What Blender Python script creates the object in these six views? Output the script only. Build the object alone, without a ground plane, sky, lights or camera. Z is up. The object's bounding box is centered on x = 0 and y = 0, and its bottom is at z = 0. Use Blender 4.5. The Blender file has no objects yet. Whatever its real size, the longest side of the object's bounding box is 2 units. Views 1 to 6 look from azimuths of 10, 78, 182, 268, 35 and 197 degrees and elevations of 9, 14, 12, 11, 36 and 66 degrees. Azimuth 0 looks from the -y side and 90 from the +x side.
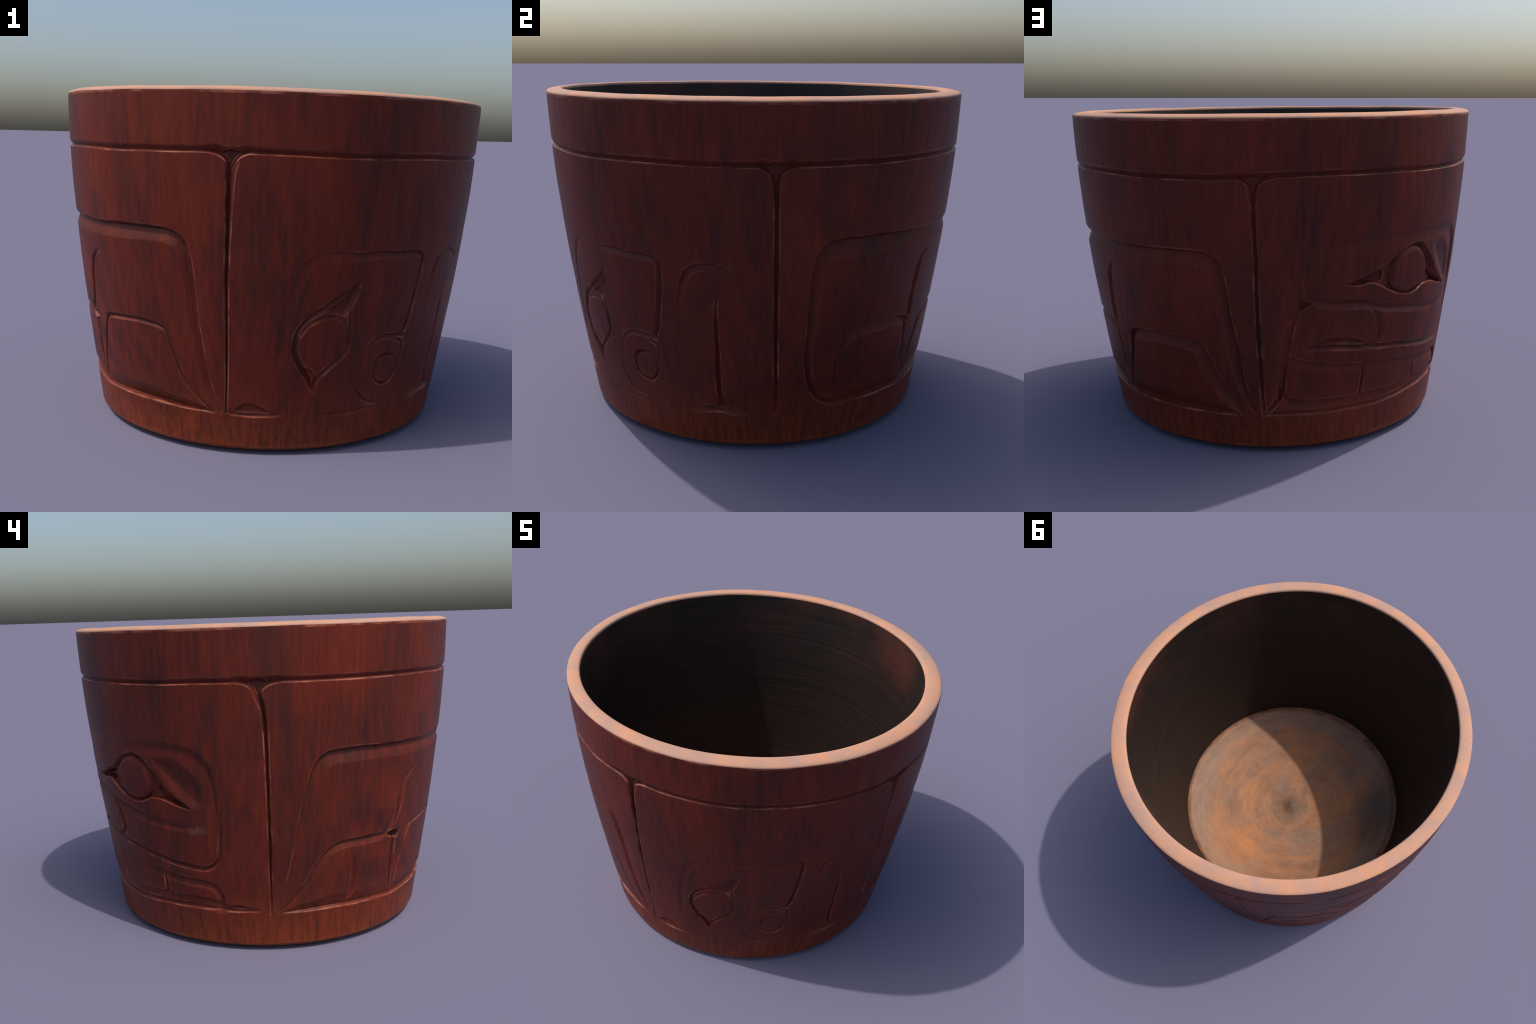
# Carved wooden bowl: a tapering vessel turned from one block of dark red wood, with a plain
# band under the lip, four carved panels parted by upright grooves, and a plain foot band.
import bpy, math
import numpy as np

NT, NZ = 1840, 450            # columns round the wall, rows up the wall
RUN = 0.90                    # metres of wall per radian, for unrolled distances
LIP_Z, LIP_GX, LIP_GY = 1.507, -0.0085, -0.0039   # plane of the lip
FLOOR_R, FLOOR_Z, FLOOR_X, FLOOR_Y = .727, .345, -.010, -.009   # where the inner wall meets the floor
FLOOR_DISH = [(0, .238), (.02, .234), (.045, .216), (.075, .204), (.15, .200), (.3, .212), (.45, .238), (.55, .262), (.62, .284), (.66, .301), (.69, .321), (.712, .335), (.728, .345)]
CARVE = 1.45                  # how strongly the knife work is cut

# ------------------------------------------------------------------ base form
PROFILE_Z = np.array([0, .1, .2, .35, .55, .8, 1.1, 1.3, 1.507])
PROFILE_R = np.array([.8222, .8375, .8515, .8734, .9032, .9343, .9645, .9789, .9869]) + .0012
PROFILE = np.polyfit(PROFILE_Z, PROFILE_R, 5)
# out-of-round: amplitude of cos/sin of 1..3 turns, each a + b*u + c*u*u up the wall
ROUND = [(-.0132, .0170, -.0045), (-.0005, .0006, .0030), (.0087, .0022, -.0021),
         (.0100, .0139, -.0070), (.0001, .0008, -.0005), (-.0005, .0051, -.0034)]


def wall_radius(th, z):
    u = np.clip(z, 0, 1.6) / 1.5
    r = np.polyval(PROFILE, z)
    for i, (a, b, c) in enumerate(ROUND):
        n = i // 2 + 1
        r = r + (np.sin(n * th) if i % 2 else np.cos(n * th)) * (a + b * u + c * u * u)
    return r


def smooth(t):
    t = np.clip(t, 0, 1)
    return t * t * (3 - 2 * t)


class Waves:
    """Seeded sum of sines: smooth noise on the unrolled wall, seamless round it."""

    def __init__(self, seed, fu, fz, n=14):
        g = np.random.default_rng(seed)
        self.k = np.round(g.uniform(-fu, fu, n) * 2 * math.pi * RUN)
        self.m = g.uniform(-fz, fz, n) * 2 * math.pi
        self.p = g.uniform(0, 2 * math.pi, n)
        self.s = 1 / math.sqrt(n)

    def __call__(self, th, z):
        o = 0
        for k, m, p in zip(self.k, self.m, self.p):
            o = o + np.sin(k * th + m * z + p)
        return o * self.s


# ------------------------------------------------------------------ carving
th_col = np.arange(NT) * 2 * math.pi / NT
lip_r = wall_radius(th_col, 1.507)
z_top = LIP_Z + LIP_GX * lip_r * np.cos(th_col) + LIP_GY * lip_r * np.sin(th_col)
EDGE = 0.007                                   # rounding of the lip's edges
# rows: spaced evenly, from the turn of the foot to the lip's edge
rows = np.linspace(0.0, 1.0, NZ)
TH = np.repeat(th_col[None], NZ, 0)
Z = rows[:, None] * (z_top - EDGE)[None]
DEG = np.degrees(TH)
wob = Waves(5, 3.0, 3.0)
wob2 = Waves(6, 4, 4)
jit_a = .0009 * wob2(TH, Z)                    # the knife wavers
DEPTH = np.zeros_like(Z)


def spline(pts, n=7):
    p = np.array(pts, float)
    p = np.vstack([2 * p[0] - p[1], p, 2 * p[-1] - p[-2]])
    t = np.linspace(0, 1, n, endpoint=False)[:, None]
    out = []
    for a, b, c, d in zip(p[:-3], p[1:-2], p[2:-1], p[3:]):
        out.append(.5 * (2 * b + (c - a) * t + (2 * a - 5 * b + 4 * c - d) * t ** 2 + (3 * b - a - 3 * c + d) * t ** 3))
    return np.vstack(out + [p[-2][None]])


def window(q, reach):
    """Grid columns and rows near a set of (degree, z) points."""
    pad = math.degrees(reach / RUN)
    lo, hi = q[:, 0].min() - pad, q[:, 0].max() + pad
    step = 360 / NT
    c = np.arange(int(math.floor(lo / step)), int(math.ceil(hi / step)) + 1)
    zlo, zhi = q[:, 1].min() - reach, q[:, 1].max() + reach
    r0 = max(0, int(zlo / 1.53 * NZ) - 2)
    r1 = min(NZ, int(zhi / 1.48 * NZ) + 3)
    return c, r0, r1


def nearest(q, c, r0, r1):
    """Signed distance (left of travel positive) and place along a polyline."""
    U = np.radians(c * 360 / NT)[None] * RUN + np.zeros((r1 - r0, 1))
    V = Z[r0:r1][:, c % NT]
    jit = jit_a[r0:r1][:, c % NT]
    P = np.c_[np.radians(q[:, 0]) * RUN, q[:, 1]]
    best = np.full(U.shape, 9.0)
    sign = np.ones(U.shape)
    along = np.zeros(U.shape)
    L = np.r_[0, np.cumsum(np.hypot(*np.diff(P, axis=0).T))]
    for i in range(len(P) - 1):
        a, ab = P[i], P[i + 1] - P[i]
        n2 = ab @ ab
        if n2 < 1e-12:
            continue
        pu, pv = U - a[0], V - a[1]
        s = np.clip((pu * ab[0] + pv * ab[1]) / n2, 0, 1)
        d = np.hypot(pu - s * ab[0], pv - s * ab[1])
        k = d < best
        best[k] = d[k]
        sign[k] = np.sign(ab[0] * pv - ab[1] * pu)[k]
        along[k] = ((L[i] + s * math.sqrt(n2)) / L[-1])[k]
    return best * sign + jit, along


def cut(pts, depth, wl, wr, amp=(1, 1), widen=None):
    """A knife cut along a curve: `depth` at the curve, rising to the surface over wl on the left
    of travel and wr on the right (narrow = steep wall, wide = bevel). amp: depth along the curve."""
    q = spline(pts)
    w = max(wl, wr) * (max(widen) if widen else 1) + .004
    c, r0, r1 = window(q, w)
    d, s = nearest(q, c, r0, r1)
    k = np.interp(s, np.linspace(0, 1, len(amp)), amp)
    g = np.interp(s, np.linspace(0, 1, len(widen)), widen) if widen else 1.0
    t = np.where(d > 0, d / (wl * g), -d / (wr * g))
    wide = np.where(d > 0, wl, wr)
    ramp = np.clip(1 - t, 0, 1)
    f = np.where(wide > .018, .8 * ramp + .2 * smooth(ramp), smooth(ramp) * .6 + ramp * .4)
    blk = DEPTH[r0:r1]
    blk[:, c % NT] = np.maximum(blk[:, c % NT], CARVE * depth * k * f)


def inside(poly, c, r0, r1):
    U = np.radians(c * 360 / NT)[None] * RUN + np.zeros((r1 - r0, 1))
    V = Z[r0:r1][:, c % NT]
    P = np.c_[np.radians(poly[:, 0]) * RUN, poly[:, 1]]
    odd = np.zeros(U.shape, bool)
    for (x0, y0), (x1, y1) in zip(P, np.roll(P, -1, 0)):
        if y0 != y1:
            odd ^= ((y0 > V) != (y1 > V)) & (U < (x1 - x0) * (V - y0) / (y1 - y0) + x0)
    return odd


def closed(pts):
    return spline(list(pts) + [pts[0]])


def region(pts, rounded=True):
    """Signed distance into a closed outline (positive inside) with its window."""
    q = closed(pts) if rounded else np.array(list(pts) + [pts[0]], float)
    c, r0, r1 = window(q, .02)
    d, _ = nearest(q, c, r0, r1)
    return np.abs(d) * np.where(inside(q, c, r0, r1), 1, -1), c, r0, r1


def sink(pts, depth, edge, rounded=True, add=False):
    d, c, r0, r1 = region(pts, rounded)
    v = CARVE * depth * smooth(d / edge)
    blk = DEPTH[r0:r1]
    old = blk[:, c % NT]
    blk[:, c % NT] = old + v if add else np.maximum(old, v)


def swell(pts, height, edge):
    d, c, r0, r1 = region(pts)
    blk = DEPTH[r0:r1]
    blk[:, c % NT] -= CARVE * height * np.sqrt(np.clip(1 - (1 - np.clip(d / edge, 0, 1)) ** 2, 0, 1))


# --- the line under the plain band, and the four upright grooves at the corners
LEDGE = [(0, 1.259), (25, 1.261), (41, 1.263), (60, 1.257), (78, 1.258), (94, 1.268), (104, 1.276), (125, 1.277),
         (140, 1.274), (164, 1.283), (182, 1.282), (210, 1.282), (225, 1.280), (240, 1.276), (262, 1.279), (284, 1.273),
         (293, 1.269), (307, 1.265), (324, 1.265), (337, 1.260), (360, 1.259)]
ledge = np.array(LEDGE)


def ledge_z(deg):
    return np.interp(np.asarray(deg) % 360, ledge[:, 0], ledge[:, 1])


CORNERS = {
    "front": [(269.6, 1.235), (268.9, 1.18), (268.6, 1.03), (268.4, .93), (268.2, .796), (268.1, .6), (267.8, .336), (267.7, .188)],
    "right": [(353.9, 1.235), (354.2, 1.15), (354.3, 1.03), (354.4, .85), (354.5, .587), (354.8, .352), (354.8, .188)],
    "back": [(87.6, 1.235), (87.7, 1.08), (88.0, .88), (88.2, .70), (88.6, .50), (89.2, .32), (89.9, .19)],
    "left": [(175.9, 1.235), (176.9, 1.18), (177.4, 1.10), (177.7, 1.02), (177.8, .88), (178.0, .68), (178.1, .45), (178.1, .19)],
}
for start in (0, 120, 240):
    cut([(a, float(ledge_z(a))) for a in np.arange(start - 6, start + 127, 6)], .0088, .021, .0055)
for name, pts in CORNERS.items():
    if name == "front":
        cut(pts, .0145, .024, .0045, (1, 1, .9, .85, .8, .8, .7, .3), (1.2, 1, .7, .62, .55, .5, .45, .35))
    elif name == "right":
        cut(pts, .013, .011, .010, (1, .9, .9, .9, 1, 1, .3))
    elif name == "back":
        cut(pts, .0115, .014, .008, (1, .9, .9, .9, .8, .8, .4))
    else:
        cut(pts, .0145, .014, .0045, (1, 1, 1, .9, .9, .8, .3), (1.3, 1.2, 1, .9, .9, .8, .6))
    a = pts[0][0]
    z = float(ledge_z(a))
    k = {"front": (5.6, 4.8), "right": (4.6, 5.2), "back": (4.8, 4.4), "left": (5.4, 6.0)}[name]
    p = np.array(pts)[::-1]
    mid = lambda d: float(np.interp(z - d, p[:, 1], p[:, 0]))
    turn_in = ((1.25, -.001), (.85, .001), (.55, .007), (.32, .019), (.15, .037), (.06, .060), (.0, .105))
    for side, w in ((-1, k[0]), (1, k[1])):                    # rounded corners of the two panels, hollowed between
        arc = [(mid(d) + side * w * f, z - d) for f, d in turn_in]
        cut(arc, .0155, *((.034, .0065) if side < 0 else (.0065, .034)), (.45, .7, .95, 1, 1, .9, .6), (.5, .8, 1, 1, .9, .6, .35))
    hollow = [(mid(d) - k[0] * f, z - d) for f, d in turn_in[1:]] + [(mid(d) + k[1] * f, z - d) for f, d in turn_in[1:-1][::-1]]
    sink(hollow + [(a, z + .016)], .0165, .008, False)

# --- panel with the great U and its slotted stem, at the left front
cut([(179.8, .212), (183.1, .348), (185.2, .494), (186.2, .595), (187.6, .708), (189.3, .823), (190.9, .899), (192.8, .937),
     (195.6, .956), (202.8, .962), (210.6, .960), (220, .958), (229, .956), (237, .960), (244.3, .962), (251.2, .960),
     (254, .951), (256.6, .930), (257.9, .899), (259, .849), (259.7, .738), (260.4, .587), (261.2, .50), (262.0, .40), (263.3, .315),
     (264.4, .255), (266.4, .197)], .0120, .014, .056,
    (.22, .26, .3, .35, .8, 1, 1, 1, 1.05, 1.3, 1.2, .9, .8, .75, .6, .3), (.4, .5, .6, .7, 1, 1, 1, 1, 1, 1, .9, .75, .7, .6, .5, .4))
cut([(181.5, .211), (184.5, .255), (188.2, .328), (191.3, .409), (193.9, .471), (196.6, .506), (199.9, .525), (205.9, .528),
     (211.6, .529), (215.3, .531), (217.6, .548)], .010, .009, .034, (.3, .55, .7, .9, 1, 1, 1))
cut([(217.6, .540), (219.4, .60), (220.3, .66), (221.2, .73), (222.6, .782), (225, .815), (228, .834)], .012, .021, .021,
    (1, 1, 1, .9, .5, .1), (1.0, 1.0, 1, .9, .7, .4))
cut([(220.0, .188), (219.8, .26), (219.6, .35), (219.5, .43), (219.4, .50)], .014, .018, .018, (.4, .7, .9, 1, 1), (.3, .5, .75, 1, 1.1))
sink([(215.5, .516), (218, .532), (221.5, .524), (221.2, .485), (218.6, .49)], .018, .014)
cut([(202.6, .236), (203.1, .275), (203.5, .343), (203.6, .412), (203.5, .457)], .013, .006, .034, (.8, 1, .8, .5, .05), (1.1, 1, .9, .7, .4))
cut([(220.7, .197), (222.3, .306), (224.9, .446), (226.7, .512), (229.2, .541), (238.3, .555), (245, .553), (249.2, .544),
     (251.3, .522), (253, .435), (255.3, .335), (259.1, .258), (263.7, .188)], .0085, .010, .015, (.7, .8, 1, 1, 1, .9, .7, .6, .6, .5))
cut([(182.5, .194), (190, .199), (198, .206), (203, .203), (210, .201), (217.5, .196), (221, .190), (228.9, .195), (238, .198),
     (246.9, .198), (254.5, .192), (263.7, .185)], .0130, .062, .009, (.3, .8, .9, .9, .8, .7, .8, 1.1, 1.4, 1.4, 1, .3), (.4, .7, 1, 1, 1, .9, 1, 1, 1, .8, .6, .3))
for a, z in ((256.3, .90), (258.2, .80), (259.0, .70), (259.4, .63), (259.8, .57), (258.0, .86)):   # pits of torn grain
    sink([(a - .25, z - .02), (a + .1, z - .018), (a + .22, z + .012), (a - .1, z + .02)], .006, .007, True, True)

# --- panel with the great U at the right back
cut([(13.6, .193), (10.2, .212), (6.9, .243), (4.9, .285), (3.7, .336), (2.9, .424), (3.1, .549), (3.2, .629), (3.5, .747),
     (3.8, .824), (4.7, .887), (6.1, .922), (8.5, .943), (12, .948), (19.6, .949), (28.8, .946), (37, .940), (45, .938),
     (51.1, .936), (59.3, .941), (67.6, .944), (72.5, .941), (75, .932), (76.7, .915), (78.3, .888), (79, .85), (79.8, .758),
     (80.8, .645), (82.2, .53), (83.8, .371), (85.4, .283), (87.2, .215)], .0130, .013, .056,
    (.5, .8, .9, .9, 1, 1.2, 1.5, 1.6, 1.5, 1.2, 1, 1, 1, 1, 1, 1.1, 1.2, 1.2, 1, .5), (.4, .5, .5, .5, .6, .8, 1.1, 1.3, 1.2, 1, 1, 1, 1, 1, 1, .9, .9, .8, .6, .3))
cut([(13.1, .205), (11.7, .318), (11.5, .384), (12.3, .464), (13.8, .515), (16.1, .538), (18.9, .549), (25.2, .553), (33, .549),
     (37.0, .531)], .0135, .008, .036, (.4, .5, .7, .9, 1, 1, 1), (.4, .5, .8, 1, 1, 1, 1))
cut([(37.0, .535), (37.6, .47), (38.2, .40), (38.6, .30), (38.4, .215)], .011, .016, .016, (1, 1, .9, .7, .4), (1.1, 1, .8, .6, .4))
cut([(38.2, .545), (37.9, .60), (38.0, .66), (38.3, .72), (38.9, .77), (40.4, .82), (43.6, .85)], .012, .022, .022,
    (.6, 1, 1, 1, .8, .5, .1), (.7, 1, 1, 1, .9, .7, .4))
cut([(39.6, .20), (42.3, .335), (44, .435), (45.2, .495), (46.8, .523), (50.9, .537), (56.5, .543), (62.9, .543), (68.7, .532),
     (71.4, .52), (72.8, .495), (76, .375), (79.8, .287), (83.1, .213)], .0150, .009, .046, (.5, .6, .9, 1, 1, 1, 1, 1.1, 1.2, .5), (.3, .4, .8, 1, 1, 1, 1, 1.3, 1.3, .5))
cut([(13.4, .200), (19.4, .204), (26.4, .203), (32.7, .203), (38.6, .193), (47.1, .196), (53.6, .195), (59.3, .197), (66, .197),
     (72.2, .197), (80.8, .190)], .0140, .070, .010, (.5, 1, 1, 1, .7, 1.2, 1.45, 1.5, 1.3, .9, .3), (.5, .8, 1, .9, .6, 1, 1, 1, 1, .7, .4))

# --- panel with the face: socket, eye, jaws and teeth, at the left back
cut([(97.2, .80), (97.0, .892), (98.8, .938), (101.6, .962), (105, .973), (111.9, .980), (119.8, .988), (127, .995), (134, .996),
     (145.1, .993), (151.2, .988), (156.7, .969), (159.9, .937), (161.8, .893), (162.8, .831), (163.1, .748), (163.1, .684)],
    .0055, .020, .060, (.2, .5, .7, .9, 1, 1, 1, 1, 1.2, 1.2, .9), (.6, .8, 1, 1, 1, 1, 1, 1, 1, .9, .8))
cut([(150.5, .986), (156.7, .968), (159.9, .935), (161.7, .893), (162.7, .831), (163.1, .748), (163.4, .67), (163.7, .60)], .0075, .016, .10,
    (.1, .7, 1, 1, 1, .9, .6, .2))
sink([(143.5, .935), (150, .945), (156.5, .89), (160, .81), (159.8, .73), (156.4, .70), (151.5, .755), (147, .83)], .0105, .058, True, True)
LID = [(112.6, .795), (118, .819), (125.1, .866), (128.5, .897), (132.2, .930), (136, .942), (139, .929), (142, .892), (145.5, .829),
       (148.3, .782), (152.2, .736), (155.3, .702)]
LOWER = [(153.2, .704), (150.6, .714), (146.5, .733), (142.1, .736), (139.8, .722), (136.2, .707), (132.6, .711), (129.4, .727),
         (126.2, .750), (123.6, .774), (120.3, .792), (116.4, .784)]
sink(LID + LOWER, .0150, .009, True)
sink([(143.8, .775), (145.2, .805), (148.5, .765), (152.6, .712), (149.5, .723), (145.8, .744)], .011, .009, True, True)
sink([(114.5, .797), (119.6, .824), (124.4, .845), (124.4, .79), (119, .795)], .009, .009, True, True)
swell([(127.2, .85), (129.3, .898), (133.2, .928), (136.8, .930), (139.9, .900), (142.0, .850), (142.5, .785), (139.9, .735), (135, .714),
       (130.6, .727), (127.6, .765), (126.6, .81)], .0170, .044)
cut(LID, .0095, .006, .007, (.5, .8, .8, .9, 1, 1, 1, .6))
cut([(101, .787), (102.3, .752), (104.4, .727), (110.4, .709), (118.7, .696), (124.6, .668), (133, .648), (139.3, .632), (145.5, .618),
     (152.5, .607), (155, .603)], .0105, .028, .024, (.3, .8, 1, 1, 1, 1, .8, .7, .4, .2))
sink([(99.6, .752), (101.4, .73), (104.0, .719), (101.4, .702), (99.3, .688)], .0115, .010)
cut([(90.6, .195), (93, .235), (95.2, .285), (95.6, .33), (95.9, .40), (96.6, .474), (97.5, .577), (98.8, .658), (99.5, .72), (100, .82)],
    .0085, .034, .010, (.6, 1, 1.2, 1, .9, .9, .9, .8, .7, .3), (.5, .7, .9, 1, 1, 1, 1, 1, 1, .8))
sink([(94.0, .345), (95.4, .32), (95.6, .27), (94.4, .245), (93.6, .28)], .009, .010, True, True)
cut([(102.6, .515), (110.6, .513), (118, .497), (126.3, .485), (133.4, .470), (139.7, .452), (147, .434), (153.4, .421), (158, .416),
     (161, .433), (163.0, .472), (163.8, .584), (164.1, .691)], .0125, .008, .020, (.6, 1, 1, 1, 1, 1, 1, 1, .9, .5, .4, .25))
sink([(102.5, .514), (107, .548), (111, .556), (116, .548), (120.5, .512), (117.8, .499), (110.6, .511)], .010, .022)
cut([(120.2, .500), (123.2, .512), (124.5, .54), (124.2, .581), (123, .64), (121.2, .668)], .009, .008, .034, (.8, 1, 1, 1, .7, .4))
cut([(97, .470), (98.5, .461), (100.6, .452), (105.5, .437), (111.8, .420), (120.1, .406), (129.4, .393), (138.5, .374), (146.1, .362),
     (152.8, .350), (157.4, .345), (160.3, .333), (162.3, .312), (163.4, .281), (163.3, .225)], .0085, .006, .036,
    (.8, 1, .8, .6, .6, .7, .8, 1, 1.1, 1.1, 1))
cut([(95.9, .292), (97.2, .264), (100.4, .255), (109, .252), (117.8, .248), (119.4, .256), (121.4, .255), (128.9, .249), (136.6, .252),
     (141.4, .258), (143.3, .265), (145.2, .257), (152, .259), (158.3, .256), (162.8, .241)], .0125, .007, .058, (.7, .9, 1, 1, 1, 1, 1, 1, 1))
cut([(91, .194), (100, .193), (109, .192), (118.5, .192), (126, .190), (134, .198), (140.2, .204), (148, .209), (154.9, .211), (162, .210),
     (166, .206), (174, .206)], .0085, .040, .012, (.4, .7, .8, .8, .8, .9, 1, 1, 1.1, 1.1, 1, .3), (.4, .7, .8, .8, .8, .8, .8, .8, .9, .9, .6, .4))
for pts in ([(120.2, .400), (120.4, .327), (120.2, .254)], [(142.6, .366), (143.2, .317), (143.2, .267)]):
    cut(pts, .0080, .012, .012, (.7, 1, 1.2))
sink([(163.6, .208), (164.6, .228), (167.5, .238), (170.5, .232), (173.4, .210), (168, .205)], .009, .018)

# --- panel with the wing: brow, tear-shaped eye, small ring and a feather, at the right front
cut([(282, .437), (283.2, .62), (285.3, .744), (287.8, .832), (291.5, .876), (295.6, .885), (302, .880), (309.6, .881), (315, .876),
     (321, .874), (323.7, .864), (324.4, .839), (324.0, .747), (322.9, .645), (321.6, .545), (320.6, .515)], .0095, .010, .024,
    (.2, .25, .3, .3, .3, .4, .8, .9, 1, 1, 1, 1), (1.6, 1.6, 1.5, 1.4, 1.2, 1, .9, .9, .9, .9))
cut([(303.6, .783), (302, .752), (298.6, .712), (293.8, .661), (289.5, .613), (287.1, .565), (286.2, .510), (286.4, .458), (288, .403),
     (290.5, .344), (292.6, .29)], .0105, .022, .010, (.2, 1, 1.1, 1, 1, 1, 1, 1.1, 1.4, .4))
cut([(292.2, .325), (294, .368), (296.9, .409), (299.6, .442), (301, .482), (301.5, .534), (301.2, .60), (301, .68), (302.4, .75)], .0085,
    .008, .018, (1, 1, 1, .8, .5, .3, .3, .3))
cut([(287.6, .55), (290, .592), (293, .612), (296.3, .620), (299, .611), (300.8, .57)], .0065, .014, .014, (.9, 1, 1, .9, .7, .3))
cut([(307.2, .455), (308.6, .484), (311, .508), (313.6, .516), (317.5, .514), (320.4, .512)], .009, .007, .020, (.2, .6, .9, 1, 1.2, 1.2))
cut([(318.6, .492), (320.6, .478), (321.3, .444), (321, .40)], .007, .008, .014, (1, 1, .7, .1))
ring = [(311.2, .345), (311.8, .395), (313.6, .422), (316, .427), (318.4, .415), (319.9, .385), (319.9, .345), (318.6, .309), (316.4, .290),
        (313.8, .298), (312, .318)]
cut(ring + ring[:1], .0085, .008, .015, (.45, .9, 1.2, .9, .35, .4, .9, 1.2, .8, .45))
cut([(305.2, .325), (306.4, .276), (308.7, .238), (311.7, .213), (315.6, .200)], .006, .006, .014, (.2, .9, 1, .9, .1))
cut([(294.8, .181), (301.6, .182), (306.1, .185), (310.9, .189), (316, .190)], .0055, .006, .016, (.2, .9, 1, .9, .1))
cut([(328.6, .57), (328.8, .676), (329.9, .763), (331, .815), (332.6, .842), (335.4, .859), (339, .859), (342.1, .842), (344.7, .815),
     (345.6, .79)], .0072, .008, .028, (.05, .2, .5, 1.1, 1.2, 1, .5, .05))
cut([(339.8, .205), (339.1, .27), (338.8, .35), (338.9, .46), (338.9, .58), (339, .66), (339.3, .70), (340.2, .735)], .0125, .015, .015,
    (1, 1, 1, .95, .85, .7, .5, .05), (1.5, 1.1, 1, .95, .8, .7, .6, .4))
cut([(328.3, .190), (333.4, .200), (336.5, .210), (339.5, .212), (342.4, .203), (348.1, .189)], .0155, .008, .026, (.1, .6, 1, 1.1, .8, .1))
sink([(333.6, .196), (336.8, .206), (338.5, .24), (340.4, .24), (342.4, .205), (346.4, .190), (339.5, .183)], .0125, .014)
sink([(293.6, .650), (298.4, .700), (303, .765), (303.6, .725), (301.6, .65), (299.6, .615), (296, .628)], .0115, .026, True, True)
sink([(288.2, .40), (290, .335), (292.2, .285), (293.6, .345), (291, .40)], .008, .018, True, True)
sink([(268.8, .187), (270.8, .226), (273.6, .247), (277.2, .232), (282.4, .188), (275.6, .180)], .011, .024)
cut([(268.8, .186), (275.6, .181), (282.4, .186)], .010, .03, .008, (.3, 1, .3))

# hand-dressed unevenness, a soft turn at the foot
jitter = .0007 * wob(TH, Z) + .00022 * Waves(9, 22, 5)(TH, Z)
turn = .050 * np.clip(1 - Z / .036, 0, 1) ** 1.8
R = wall_radius(TH, Z) - DEPTH + jitter - turn

# ------------------------------------------------------------------ one closed surface
rings = [np.stack([R * np.cos(TH), R * np.sin(TH), Z], -1)]


def ring_at(r, z):
    return np.stack([r * np.cos(th_col), r * np.sin(th_col), z + 0 * th_col], -1)[None]


lip_wave = .0006 * Waves(21, 4, 0)(th_col, 0)
r_out = R[-1]
ca, sa = np.cos(th_col - .576), np.sin(th_col - .576)
r_in = 1 / np.sqrt((ca / .9275) ** 2 + (sa / .8915) ** 2) - .0063 * np.cos(th_col) - .0036 * np.sin(th_col)
extra = []
# the lip: rounded at the outer edge, crowned towards the inside
LIP = [(0, 0), (.004, .0035), (.012, .0065), (.03, .0085), (.06, .0105), (.12, .0130), (.2, .0150), (.3, .0168), (.4, .0182), (.5, .0192), (.6, .0198),
       (.7, .0200), (.8, .0197), (.87, .0190), (.92, .0178), (.96, .0155), (.985, .0120), (1, .007)]
for t, dz in LIP:
    extra.append(ring_at(r_out * (1 - t) + r_in * t, z_top - EDGE + dz * 1.08 + lip_wave * (1 if dz else 0)))
n_lip = len(extra)
z_in = z_top - EDGE + .007 * 1.08
# inner wall: thicker towards the floor, with turning marks, rounder deep inside
inner_rows = 130
floor_ring = FLOOR_R + FLOOR_X * np.cos(th_col) + FLOOR_Y * np.sin(th_col)
for s in np.linspace(0, 1, inner_rows + 1)[1:]:
    zz = z_in * (1 - s) + FLOOR_Z * s
    m = .00035 * math.sin(s * 140 + 2 * math.sin(s * 31)) * min(1, s * 10) * (.4 + .6 * math.sin(s * 9) ** 2)
    r = r_in * (1 - s) + floor_ring * s + (.078 + .010 * np.cos(2 * th_col - 1.15)) * s * (1 - s) - .010 * np.clip((s - .9) / .1, 0, 1) * (1 - s) * 10 * .5 + m
    extra.append(ring_at(r, zz))
n_inner = len(extra) - n_lip
dish = np.array(FLOOR_DISH)
for t in np.linspace(1, 0, 72)[1:-1]:                           # floor, dished, with turning marks and a nub left by the lathe
    rr = FLOOR_R * t
    m = (.0007 * math.sin(t * 120) + .0005 * math.sin(t * 47 + 1)) * min(1, (1 - t) * 12)
    p = ring_at(rr, np.interp(rr, dish[:, 0], dish[:, 1]) + m)
    p[..., 0] += FLOOR_X
    p[..., 1] += FLOOR_Y
    extra.append(p)
n_floor = len(extra) - n_lip - n_inner
under = []
for t in np.linspace(0, 1, 24)[1:-1]:                           # underside, a little hollow
    under.append(ring_at(R[0] * (1 - t), .006 * smooth(t * 2)))
grid = np.concatenate(under[::-1] + rings + extra, 0)
n_under = len(under)
NR = len(grid)
V = grid.reshape(-1, 3)
top_c, bot_c = len(V), len(V) + 1
V = np.vstack([V, [[FLOOR_X, FLOOR_Y, FLOOR_DISH[0][1]]], [[0, 0, .006]]])
ii, jj = np.meshgrid(np.arange(NR - 1), np.arange(NT), indexing="ij")
jn = (jj + 1) % NT
quads = np.stack([ii * NT + jj, ii * NT + jn, (ii + 1) * NT + jn, (ii + 1) * NT + jj], -1).reshape(-1, 4)
row_of = ii.reshape(-1)
col_of = jj.reshape(-1)

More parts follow.
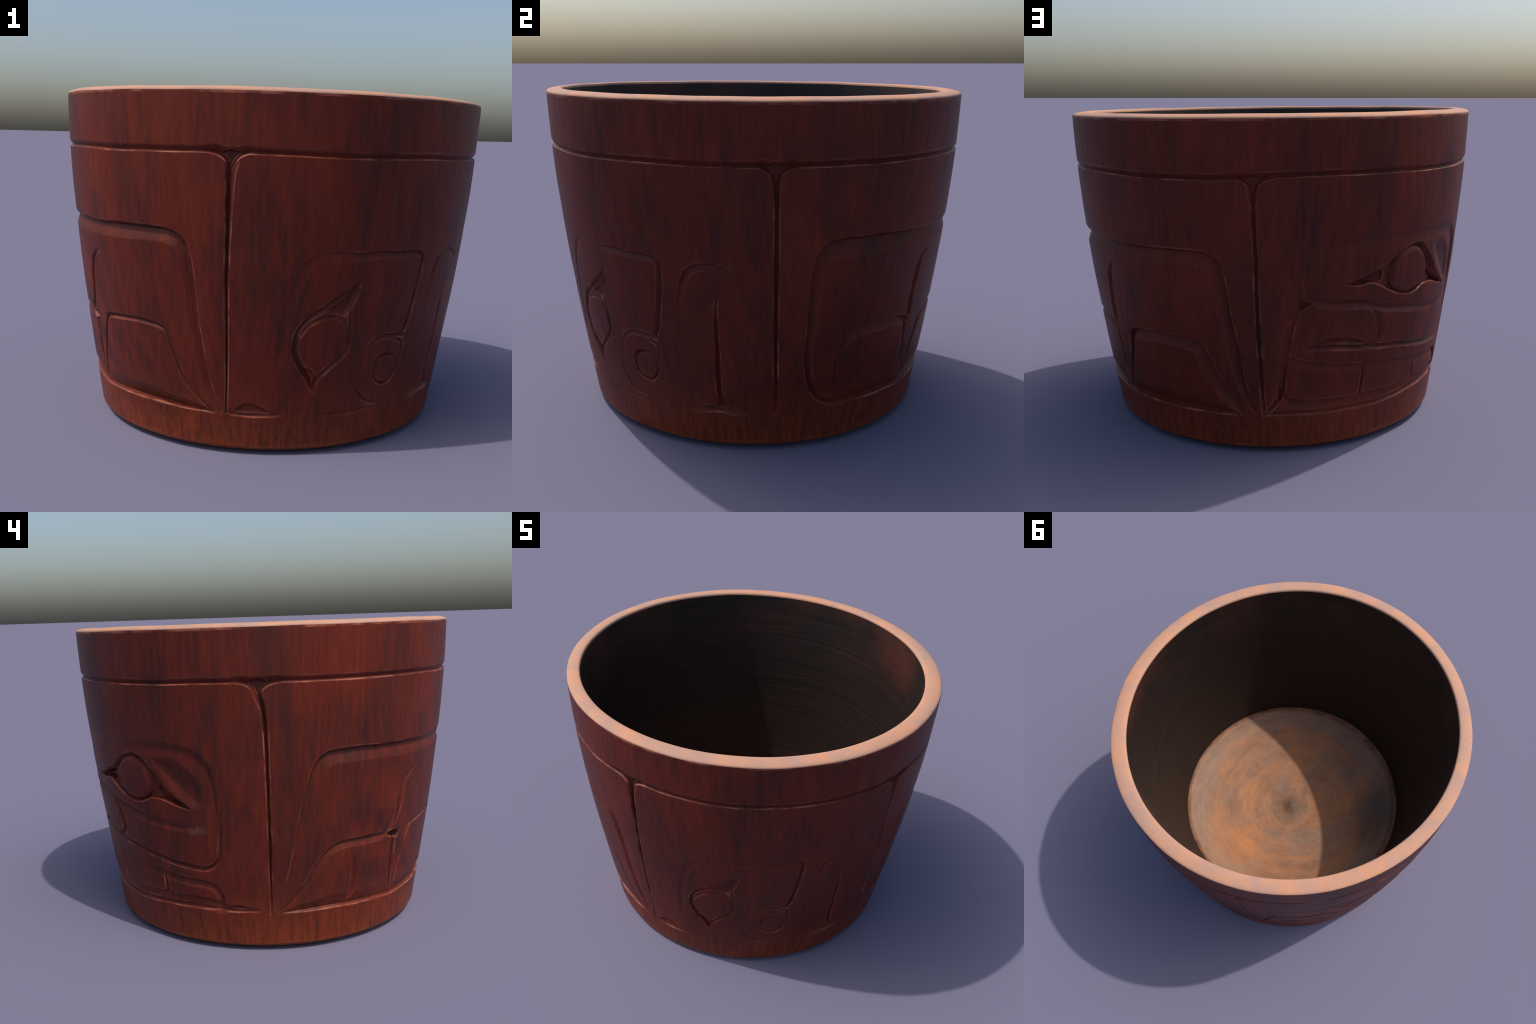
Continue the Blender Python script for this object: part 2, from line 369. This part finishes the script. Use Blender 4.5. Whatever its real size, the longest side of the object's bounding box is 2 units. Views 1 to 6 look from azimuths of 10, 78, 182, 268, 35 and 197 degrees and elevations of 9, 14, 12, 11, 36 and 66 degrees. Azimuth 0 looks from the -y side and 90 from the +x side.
# vertex normals of the whole body
fn = np.cross(V[quads[:, 2]] - V[quads[:, 0]], V[quads[:, 3]] - V[quads[:, 1]])
VN = np.zeros_like(V)
for k in range(4):
    for d in range(3):
        VN[:, d] += np.bincount(quads[:, k], fn[:, d], len(V))
VN[top_c], VN[bot_c] = (0, 0, 1), (0, 0, -1)
VN /= np.linalg.norm(VN, axis=1, keepdims=True) + 1e-20

# ------------------------------------------------------------------ which faces belong to which part
U0 = n_under
fz = V[quads].mean(1)[:, 2]
fdeg = (col_of + .5) * 360 / NT
part = np.full(len(quads), "inner_wall", dtype="U24")
on_wall = (row_of >= U0) & (row_of < U0 + NZ - 1)
part[row_of < U0] = "underside"
lip_rows = (row_of >= U0 + NZ + 1) & (row_of < U0 + NZ - 1 + n_lip)
part[lip_rows] = "lip"
part[row_of >= U0 + NZ - 1 + n_lip + n_inner] = "floor"
part[(on_wall & (fz > ledge_z(fdeg))) | ((row_of >= U0 + NZ - 1) & (row_of < U0 + NZ + 1))] = "rim_band"
part[on_wall & (fz < .178)] = "foot_band"
body = on_wall & (fz <= ledge_z(fdeg)) & (fz >= .178)
edges = {}
for name, pts in CORNERS.items():
    p = np.array([(pts[0][0], 1.3)] + pts + [(pts[-1][0], .1)])[::-1]
    edges[name] = np.interp(fz, p[:, 1], p[:, 0])
between = lambda a, b: body & (((fdeg - a) % 360) < ((b - a) % 360))
part[between(edges["right"], edges["back"])] = "carved_panel.001"
part[between(edges["back"], edges["left"])] = "carved_panel.002"
part[between(edges["left"], edges["front"])] = "carved_panel.003"
part[between(edges["front"], edges["right"])] = "carved_panel"


def claim(pts, name):
    q = np.array(pts, float)
    k = body & (fdeg > q[:, 0].min()) & (fdeg < q[:, 0].max()) & (fz > q[:, 1].min()) & (fz < q[:, 1].max())
    x, y = fdeg[k], fz[k]
    odd = np.zeros(len(x), bool)
    for (x0, y0), (x1, y1) in zip(q, np.roll(q, -1, 0)):
        if y0 != y1:
            odd ^= ((y0 > y) != (y1 > y)) & (x < (x1 - x0) * (y - y0) / (y1 - y0) + x0)
    idx = np.where(k)[0][odd]
    part[idx] = name


claim(LID + LOWER, "eye.001")
claim([(292.4, .30), (294, .368), (296.9, .409), (299.6, .442), (301, .482), (301.5, .534), (301.2, .60), (301, .68), (302.4, .75), (298.6, .712),
       (293.8, .661), (289.5, .613), (287.1, .565), (286.2, .51), (286.4, .458), (288, .403), (290.5, .344)], "eye")
claim(ring, "ring_boss")
claim([(97, .46), (105.5, .437), (120, .406), (120.4, .327), (120.2, .252), (109, .252), (97.2, .264), (96, .30)], "tooth")
claim([(120.2, .406), (129.4, .393), (142.8, .366), (143.2, .262), (136.6, .252), (121, .254)], "tooth.001")
claim([(143, .366), (152.8, .35), (160.3, .333), (163, .29), (162.8, .242), (152, .259), (143.3, .264)], "tooth.002")
claim([(329, .57), (329.9, .763), (332.6, .842), (337, .86), (342.1, .842), (345.6, .79), (346.6, .70), (347, .20), (330, .20)], "feather")
claim([(220.7, .2), (222.3, .306), (224.9, .446), (226.7, .512), (229.2, .541), (238.3, .555), (249.2, .544), (251.3, .522), (253, .435),
       (255.3, .335), (259.1, .258), (263.7, .19), (246.9, .198), (229, .197)], "u_lobe")
claim([(39.6, .2), (42.3, .335), (44, .435), (45.2, .495), (46.8, .523), (56.5, .543), (68.7, .532), (71.4, .52), (72.8, .495), (76, .375),
       (79.8, .287), (83.1, .2), (60, .197)], "u_lobe.001")
claim([(13.1, .205), (11.7, .318), (11.5, .384), (12.3, .464), (13.8, .515), (16.1, .538), (25.2, .553), (36.6, .531), (38.2, .40), (38.4, .215),
       (26, .203)], "u_lobe.002")
claim([(182, .205), (188.2, .328), (193.9, .471), (196.6, .506), (199.9, .525), (217, .535), (219.6, .36), (220, .2), (203, .203)], "u_lobe.003")


# ------------------------------------------------------------------ materials
def material(name):
    m = bpy.data.materials.new(name)
    m.use_nodes = True
    t = m.node_tree
    t.nodes.clear()
    return m, t


class Net:
    def __init__(self, name):
        self.m, self.t = material(name)
        self.co = self.add("ShaderNodeTexCoord").outputs["Object"]
        out = self.add("ShaderNodeOutputMaterial")
        self.b = self.add("ShaderNodeBsdfPrincipled")
        self.t.links.new(self.b.outputs[0], out.inputs[0])

    def add(self, kind, **props):
        n = self.t.nodes.new(kind)
        for k, v in props.items():
            setattr(n, k, v)
        return n

    def link(self, a, b):
        self.t.links.new(a, b)

    def put(self, socket, v):
        if hasattr(v, "is_linked"):
            self.link(v, socket)
        else:
            socket.default_value = v

    def math(self, op, a, b=0.0, clamp=False):
        n = self.add("ShaderNodeMath", operation=op, use_clamp=clamp)
        self.put(n.inputs[0], a)
        self.put(n.inputs[1], b)
        return n.outputs[0]

    def mapping(self, scale=(1, 1, 1), loc=(0, 0, 0), rot=(0, 0, 0), src=None):
        n = self.add("ShaderNodeMapping")
        n.inputs["Scale"].default_value = scale
        n.inputs["Location"].default_value = loc
        n.inputs["Rotation"].default_value = rot
        self.link(src or self.co, n.inputs["Vector"])
        return n.outputs[0]

    def noise(self, vec, scale, detail=4, rough=.55, distort=0.0):
        n = self.add("ShaderNodeTexNoise")
        self.link(vec, n.inputs["Vector"])
        n.inputs["Scale"].default_value = scale
        n.inputs["Detail"].default_value = detail
        n.inputs["Roughness"].default_value = rough
        n.inputs["Distortion"].default_value = distort
        return n.outputs[0]

    def ramp(self, fac, stops):
        n = self.add("ShaderNodeValToRGB")
        e = n.color_ramp.elements
        while len(e) < len(stops):
            e.new(.5)
        for s, (p, c) in zip(e, stops):
            s.position = p
            s.color = (*c, 1) if isinstance(c, tuple) else (c, c, c, 1)
        self.link(fac, n.inputs[0])
        return n.outputs[0]

    def mix(self, fac, a, b, mode="MIX"):
        n = self.add("ShaderNodeMix", data_type="RGBA", blend_type=mode)
        self.put(n.inputs[0], fac)
        for s, v in ((n.inputs[6], a), (n.inputs[7], b)):
            self.put(s, (*v, 1) if isinstance(v, tuple) else v)
        return n.outputs[2]

    def blob(self, centre, size):
        """1 at a place on the object, fading to 0 over size."""
        v = self.add("ShaderNodeVectorMath", operation="SUBTRACT")
        self.link(self.co, v.inputs[0])
        v.inputs[1].default_value = centre
        s = self.add("ShaderNodeVectorMath", operation="DIVIDE")
        self.link(v.outputs[0], s.inputs[0])
        s.inputs[1].default_value = size
        l = self.add("ShaderNodeVectorMath", operation="LENGTH")
        self.link(s.outputs[0], l.inputs[0])
        return self.math("SUBTRACT", 1.0, l.outputs["Value"], True)

    def bump(self, height, strength, dist):
        n = self.add("ShaderNodeBump")
        n.inputs["Strength"].default_value = strength
        n.inputs["Distance"].default_value = dist
        self.link(height, n.inputs["Height"])
        self.link(n.outputs[0], self.b.inputs["Normal"])


def stained_wood(name):
    n = Net(name)
    warp = n.noise(n.mapping((1, 1, .6)), 2.2, 3)
    streak = n.noise(n.mapping((1, 1, .05)), 52, 5, .68, .25)
    fine = n.noise(n.mapping((1, 1, .04)), 130, 3, .6)
    broad = n.noise(n.mapping((1, 1, .30)), 4.6, 4, .6, .4)
    # growth rings of a block sawn along the trunk: contours on the wall where it runs flat
    rings = n.add("ShaderNodeTexWave", wave_type="RINGS", rings_direction="Z", wave_profile="SIN")
    n.link(n.mapping((1, 1, .16), (0.35, .2, 0), (.10, .16, 0)), rings.inputs["Vector"])
    rings.inputs["Scale"].default_value = 9
    rings.inputs["Distortion"].default_value = 5.0
    rings.inputs["Detail"].default_value = 3
    rings.inputs["Detail Scale"].default_value = 1.6
    g = n.math("ADD", n.math("MULTIPLY", streak, .46), n.math("MULTIPLY", broad, .54))
    g = n.math("ADD", g, n.math("MULTIPLY", n.math("SUBTRACT", rings.outputs["Fac"], .5), n.math("ADD", .03, n.math("MULTIPLY", n.blob((-.74, -.50, .45), (.55, .55, .6)), .17))))
    g = n.math("ADD", g, n.math("MULTIPLY", n.math("SUBTRACT", fine, .5), .20))
    col = n.ramp(g, [(.30, (.034, .0125, .0095)), (.43, (.077, .0150, .0092)), (.53, (.112, .0170, .0084)), (.68, (.150, .0230, .0094))])
    # soaked-in dark stains along the grain, heaviest round the wing's eye
    stain = n.ramp(n.noise(n.mapping((1, 1, .22)), 5.2, 5, .62, .3), [(.53, 0.0), (.68, .55)])
    for centre, size in (((.235, -.885, .62), (.10, .25, .42)), ((.50, -.76, .42), (.12, .2, .24)), ((-.84, -.44, 1.02), (.3, .35, .22))):
        near = n.math("MULTIPLY", n.ramp(n.blob(centre, size), [(.05, 0.0), (.7, .62)]), n.ramp(streak, [(.36, .95), (.60, .12)]))
        stain = n.math("MAXIMUM", stain, near)
    col = n.mix(stain, col, (.030, .0135, .0120))
    # a lighter, more orange tone towards the foot's edge, ragged along the grain
    z = n.add("ShaderNodeSeparateXYZ")
    n.link(n.co, z.inputs[0])
    ragged = n.math("ADD", z.outputs["Z"], n.math("MULTIPLY", n.math("SUBTRACT", streak, .5), .30))
    low_tone = n.ramp(ragged, [(.04, 1.0), (.32, 0.0)])
    foot_col = n.ramp(n.math("ADD", n.math("MULTIPLY", streak, .75), n.math("MULTIPLY", fine, .25)), [(.36, (.075, .020, .012)), (.47, (.165, .032, .012)), (.60, (.265, .053, .017))])
    col = n.mix(n.math("MULTIPLY", low_tone, .72), col, foot_col)
    low = n.math("ADD", z.outputs["Z"], n.math("MULTIPLY", n.math("SUBTRACT", broad, .5), .05))
    foot = n.math("MULTIPLY", n.math("SUBTRACT", 1.0, n.math("DIVIDE", low, .05), True), .6)
    col = n.mix(foot, col, (.31, .090, .030))
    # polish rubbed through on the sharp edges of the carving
    geo = n.add("ShaderNodeNewGeometry")
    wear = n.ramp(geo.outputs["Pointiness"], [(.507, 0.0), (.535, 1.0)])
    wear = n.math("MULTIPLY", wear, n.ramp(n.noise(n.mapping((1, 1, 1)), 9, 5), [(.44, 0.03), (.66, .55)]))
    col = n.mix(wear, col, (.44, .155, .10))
    # grey stain in the knife cuts, with crease shade painted into it, in patches
    stain_shade = n.ramp(geo.outputs["Pointiness"], [(.462, 1.0), (.492, 0.0)])
    stain_shade = n.math("MULTIPLY", stain_shade, n.ramp(n.noise(n.mapping((1, 1, .7)), 11, 4), [(.36, .06), (.60, .42)]))
    col = n.mix(stain_shade, col, (.036, .022, .020))
    # rubbed smudge beside the mouth
    s = n.math("MULTIPLY", n.ramp(n.blob((-.80, .34, .602), (.085, .085, .045)), [(.15, 0.0), (.6, 1.0)]), n.ramp(n.noise(n.mapping((1, 1, .5)), 60, 4), [(.35, .1), (.7, .6)]))
    col = n.mix(s, col, (.22, .115, .10))
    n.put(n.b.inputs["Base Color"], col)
    n.put(n.b.inputs["Roughness"], n.math("ADD", .36, n.math("MULTIPLY", streak, .14)))
    n.b.inputs["Specular IOR Level"].default_value = .17
    n.bump(n.math("ADD", n.math("MULTIPLY", fine, .6), n.math("MULTIPLY", streak, .6)), .18, .004)
    return n.m


def end_grain():
    n = Net("raw_end_grain")
    a = n.noise(n.mapping((1, 1, 1)), 7, 4, .6, .3)
    b = n.noise(n.mapping((1, 1, 1)), 85, 4, .75)
    g = n.math("ADD", n.math("MULTIPLY", a, .62), n.math("MULTIPLY", b, .38))
    col = n.ramp(g, [(.38, (.40, .245, .192)), (.50, (.475, .262, .178)), (.63, (.56, .268, .148))])
    n.put(n.b.inputs["Base Color"], col)
    n.b.inputs["Roughness"].default_value = .75
    n.b.inputs["Specular IOR Level"].default_value = .2
    n.bump(b, .25, .003)
    return n.m


def polar(n):
    sx = n.add("ShaderNodeSeparateXYZ")
    n.link(n.co, sx.inputs[0])
    y = n.math("ADD", sx.outputs["Y"], .009)
    r = n.math("SQRT", n.math("ADD", n.math("MULTIPLY", sx.outputs["X"], sx.outputs["X"]), n.math("MULTIPLY", y, y)))
    return sx, r


def lacquered_inside():
    n = Net("blackened_inside")
    sx, r = polar(n)
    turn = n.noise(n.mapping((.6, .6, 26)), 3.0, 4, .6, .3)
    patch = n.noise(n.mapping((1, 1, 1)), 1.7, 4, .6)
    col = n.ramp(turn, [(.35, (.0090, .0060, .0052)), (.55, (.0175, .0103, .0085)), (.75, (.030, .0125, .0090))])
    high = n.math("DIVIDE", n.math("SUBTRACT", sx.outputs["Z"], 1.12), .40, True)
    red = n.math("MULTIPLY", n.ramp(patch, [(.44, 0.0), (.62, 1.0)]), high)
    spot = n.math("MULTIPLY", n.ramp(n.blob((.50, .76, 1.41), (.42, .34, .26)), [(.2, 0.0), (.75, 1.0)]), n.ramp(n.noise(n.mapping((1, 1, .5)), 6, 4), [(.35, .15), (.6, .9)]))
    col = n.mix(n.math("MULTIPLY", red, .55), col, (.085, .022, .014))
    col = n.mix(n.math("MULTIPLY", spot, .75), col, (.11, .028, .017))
    fleck = n.ramp(n.noise(n.mapping((1, 1, 2)), 42, 2, .4), [(.77, 0.0), (.80, .5)])
    col = n.mix(n.math("MULTIPLY", fleck, .5), col, (.16, .15, .14))
    n.put(n.b.inputs["Base Color"], col)
    n.b.inputs["Roughness"].default_value = .55
    n.b.inputs["Specular IOR Level"].default_value = .35
    n.bump(turn, .12, .004)
    return n.m


def turned_floor():
    n = Net("turned_floor_wood")
    sx, r = polar(n)
    ang = n.math("ARCTAN2", sx.outputs["Y"], sx.outputs["X"])
    cv = n.add("ShaderNodeCombineXYZ")
    n.link(n.math("MULTIPLY", r, 9.0), cv.inputs[0])
    n.link(n.math("MULTIPLY", n.math("COSINE", ang), 1.3), cv.inputs[1])
    n.link(n.math("MULTIPLY", n.math("SINE", ang), 1.3), cv.inputs[2])
    arcs = n.noise(cv.outputs[0], 1.3, 5, .6, .1)
    fine = n.noise(n.mapping((1, 1, 1), src=cv.outputs[0]), 5, 5, .7)
    grain = n.noise(n.mapping((1, .45, 1), rot=(0, 0, .6)), 3.4, 5, .55, .8)
    g = n.math("ADD", n.math("MULTIPLY", arcs, .40), n.math("ADD", n.math("MULTIPLY", grain, .34), n.math("MULTIPLY", fine, .26)))
    col = n.ramp(g, [(.33, (.16, .088, .055)), (.43, (.25, .120, .066)), (.51, (.33, .146, .068)), (.60, (.42, .170, .064)), (.72, (.41, .21, .115))])
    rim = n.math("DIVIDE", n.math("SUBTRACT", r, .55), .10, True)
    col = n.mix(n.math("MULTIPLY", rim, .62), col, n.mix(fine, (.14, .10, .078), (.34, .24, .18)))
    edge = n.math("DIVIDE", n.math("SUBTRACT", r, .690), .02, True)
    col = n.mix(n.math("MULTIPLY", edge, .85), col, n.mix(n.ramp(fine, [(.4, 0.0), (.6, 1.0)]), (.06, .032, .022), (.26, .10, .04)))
    grey = n.ramp(n.noise(n.mapping((1, 1, 1), (3, 1, 0)), 3.0, 5, .65, .8), [(.48, 0.0), (.64, .50)])
    col = n.mix(grey, col, n.mix(fine, (.11, .085, .070), (.30, .22, .17)))
    heart = n.ramp(r, [(.0, 1.0), (.16, 0.0)])
    heart = n.math("MULTIPLY", heart, n.ramp(n.noise(n.mapping(), 16, 5, .7), [(.3, .35), (.6, 1.0)]))
    col = n.mix(n.math("MULTIPLY", heart, .9), col, (.095, .072, .055))
    dark_side = n.math("MULTIPLY", n.ramp(n.blob((-.58, -.06, .28), (.24, .5, .3)), [(.2, 0.0), (.7, 1.0)]), n.ramp(grain, [(.4, .2), (.6, .9)]))  # darker patch on one side of the floor, broken by the grain
    col = n.mix(n.math("MULTIPLY", dark_side, .75), col, (.05, .042, .04))
    n.put(n.b.inputs["Base Color"], col)
    n.b.inputs["Roughness"].default_value = .6
    n.b.inputs["Specular IOR Level"].default_value = .25
    n.bump(fine, .25, .004)
    return n.m


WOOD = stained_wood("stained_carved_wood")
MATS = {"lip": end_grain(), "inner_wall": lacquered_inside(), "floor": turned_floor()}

# ------------------------------------------------------------------ objects
scene = bpy.context.scene.collection
root = bpy.data.objects.new("carved_wooden_bowl", None)
root.empty_display_size = .2
scene.objects.link(root)
root["label"] = "deep dark red wooden bowl with carved animal panels and pale lip"
root["category"] = "wooden bowl"
PARENT = {"eye": "carved_panel", "ring_boss": "carved_panel", "feather": "carved_panel", "eye.001": "carved_panel.002", "tooth": "carved_panel.002",
          "tooth.001": "carved_panel.002", "tooth.002": "carved_panel.002", "u_lobe": "carved_panel.003", "u_lobe.003": "carved_panel.003",
          "u_lobe.001": "carved_panel.001", "u_lobe.002": "carved_panel.001"}
made = {}
order = sorted(set(part.tolist()), key=lambda k: (k in PARENT, k))
for name in order:
    f = quads[part == name]
    used, inv = np.unique(f, return_inverse=True)
    f = inv.reshape(-1, 4)
    tris = []
    if name in ("floor", "underside"):                          # close the centre with a fan
        c = top_c if name == "floor" else bot_c
        first = (NR - 1) * NT if name == "floor" else 0
        loop = np.searchsorted(used, first + np.arange(NT))
        used = np.r_[used, c]
        k = len(used) - 1
        nxt = np.roll(loop, -1)
        tris = np.stack([loop, nxt, np.full(NT, k)] if name == "floor" else [nxt, loop, np.full(NT, k)], -1)
    nq, nt = len(f), len(tris)
    idx = np.r_[f.reshape(-1), np.array(tris, int).reshape(-1)].astype(np.int32)
    start = np.r_[np.arange(nq) * 4, nq * 4 + np.arange(nt) * 3].astype(np.int32)
    me = bpy.data.meshes.new(name)
    me.vertices.add(len(used))
    me.vertices.foreach_set("co", V[used].astype(np.float32).reshape(-1))
    me.loops.add(len(idx))
    me.loops.foreach_set("vertex_index", idx)
    me.polygons.add(nq + nt)
    me.polygons.foreach_set("loop_start", start)
    me.update(calc_edges=True)
    me.polygons.foreach_set("use_smooth", np.ones(nq + nt, bool))
    me.normals_split_custom_set_from_vertices(VN[used].astype(np.float32))
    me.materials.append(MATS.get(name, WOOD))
    me.validate()
    ob = bpy.data.objects.new(name, me)
    scene.objects.link(ob)
    ob.parent = made.get(PARENT.get(name), root)
    made[name] = ob
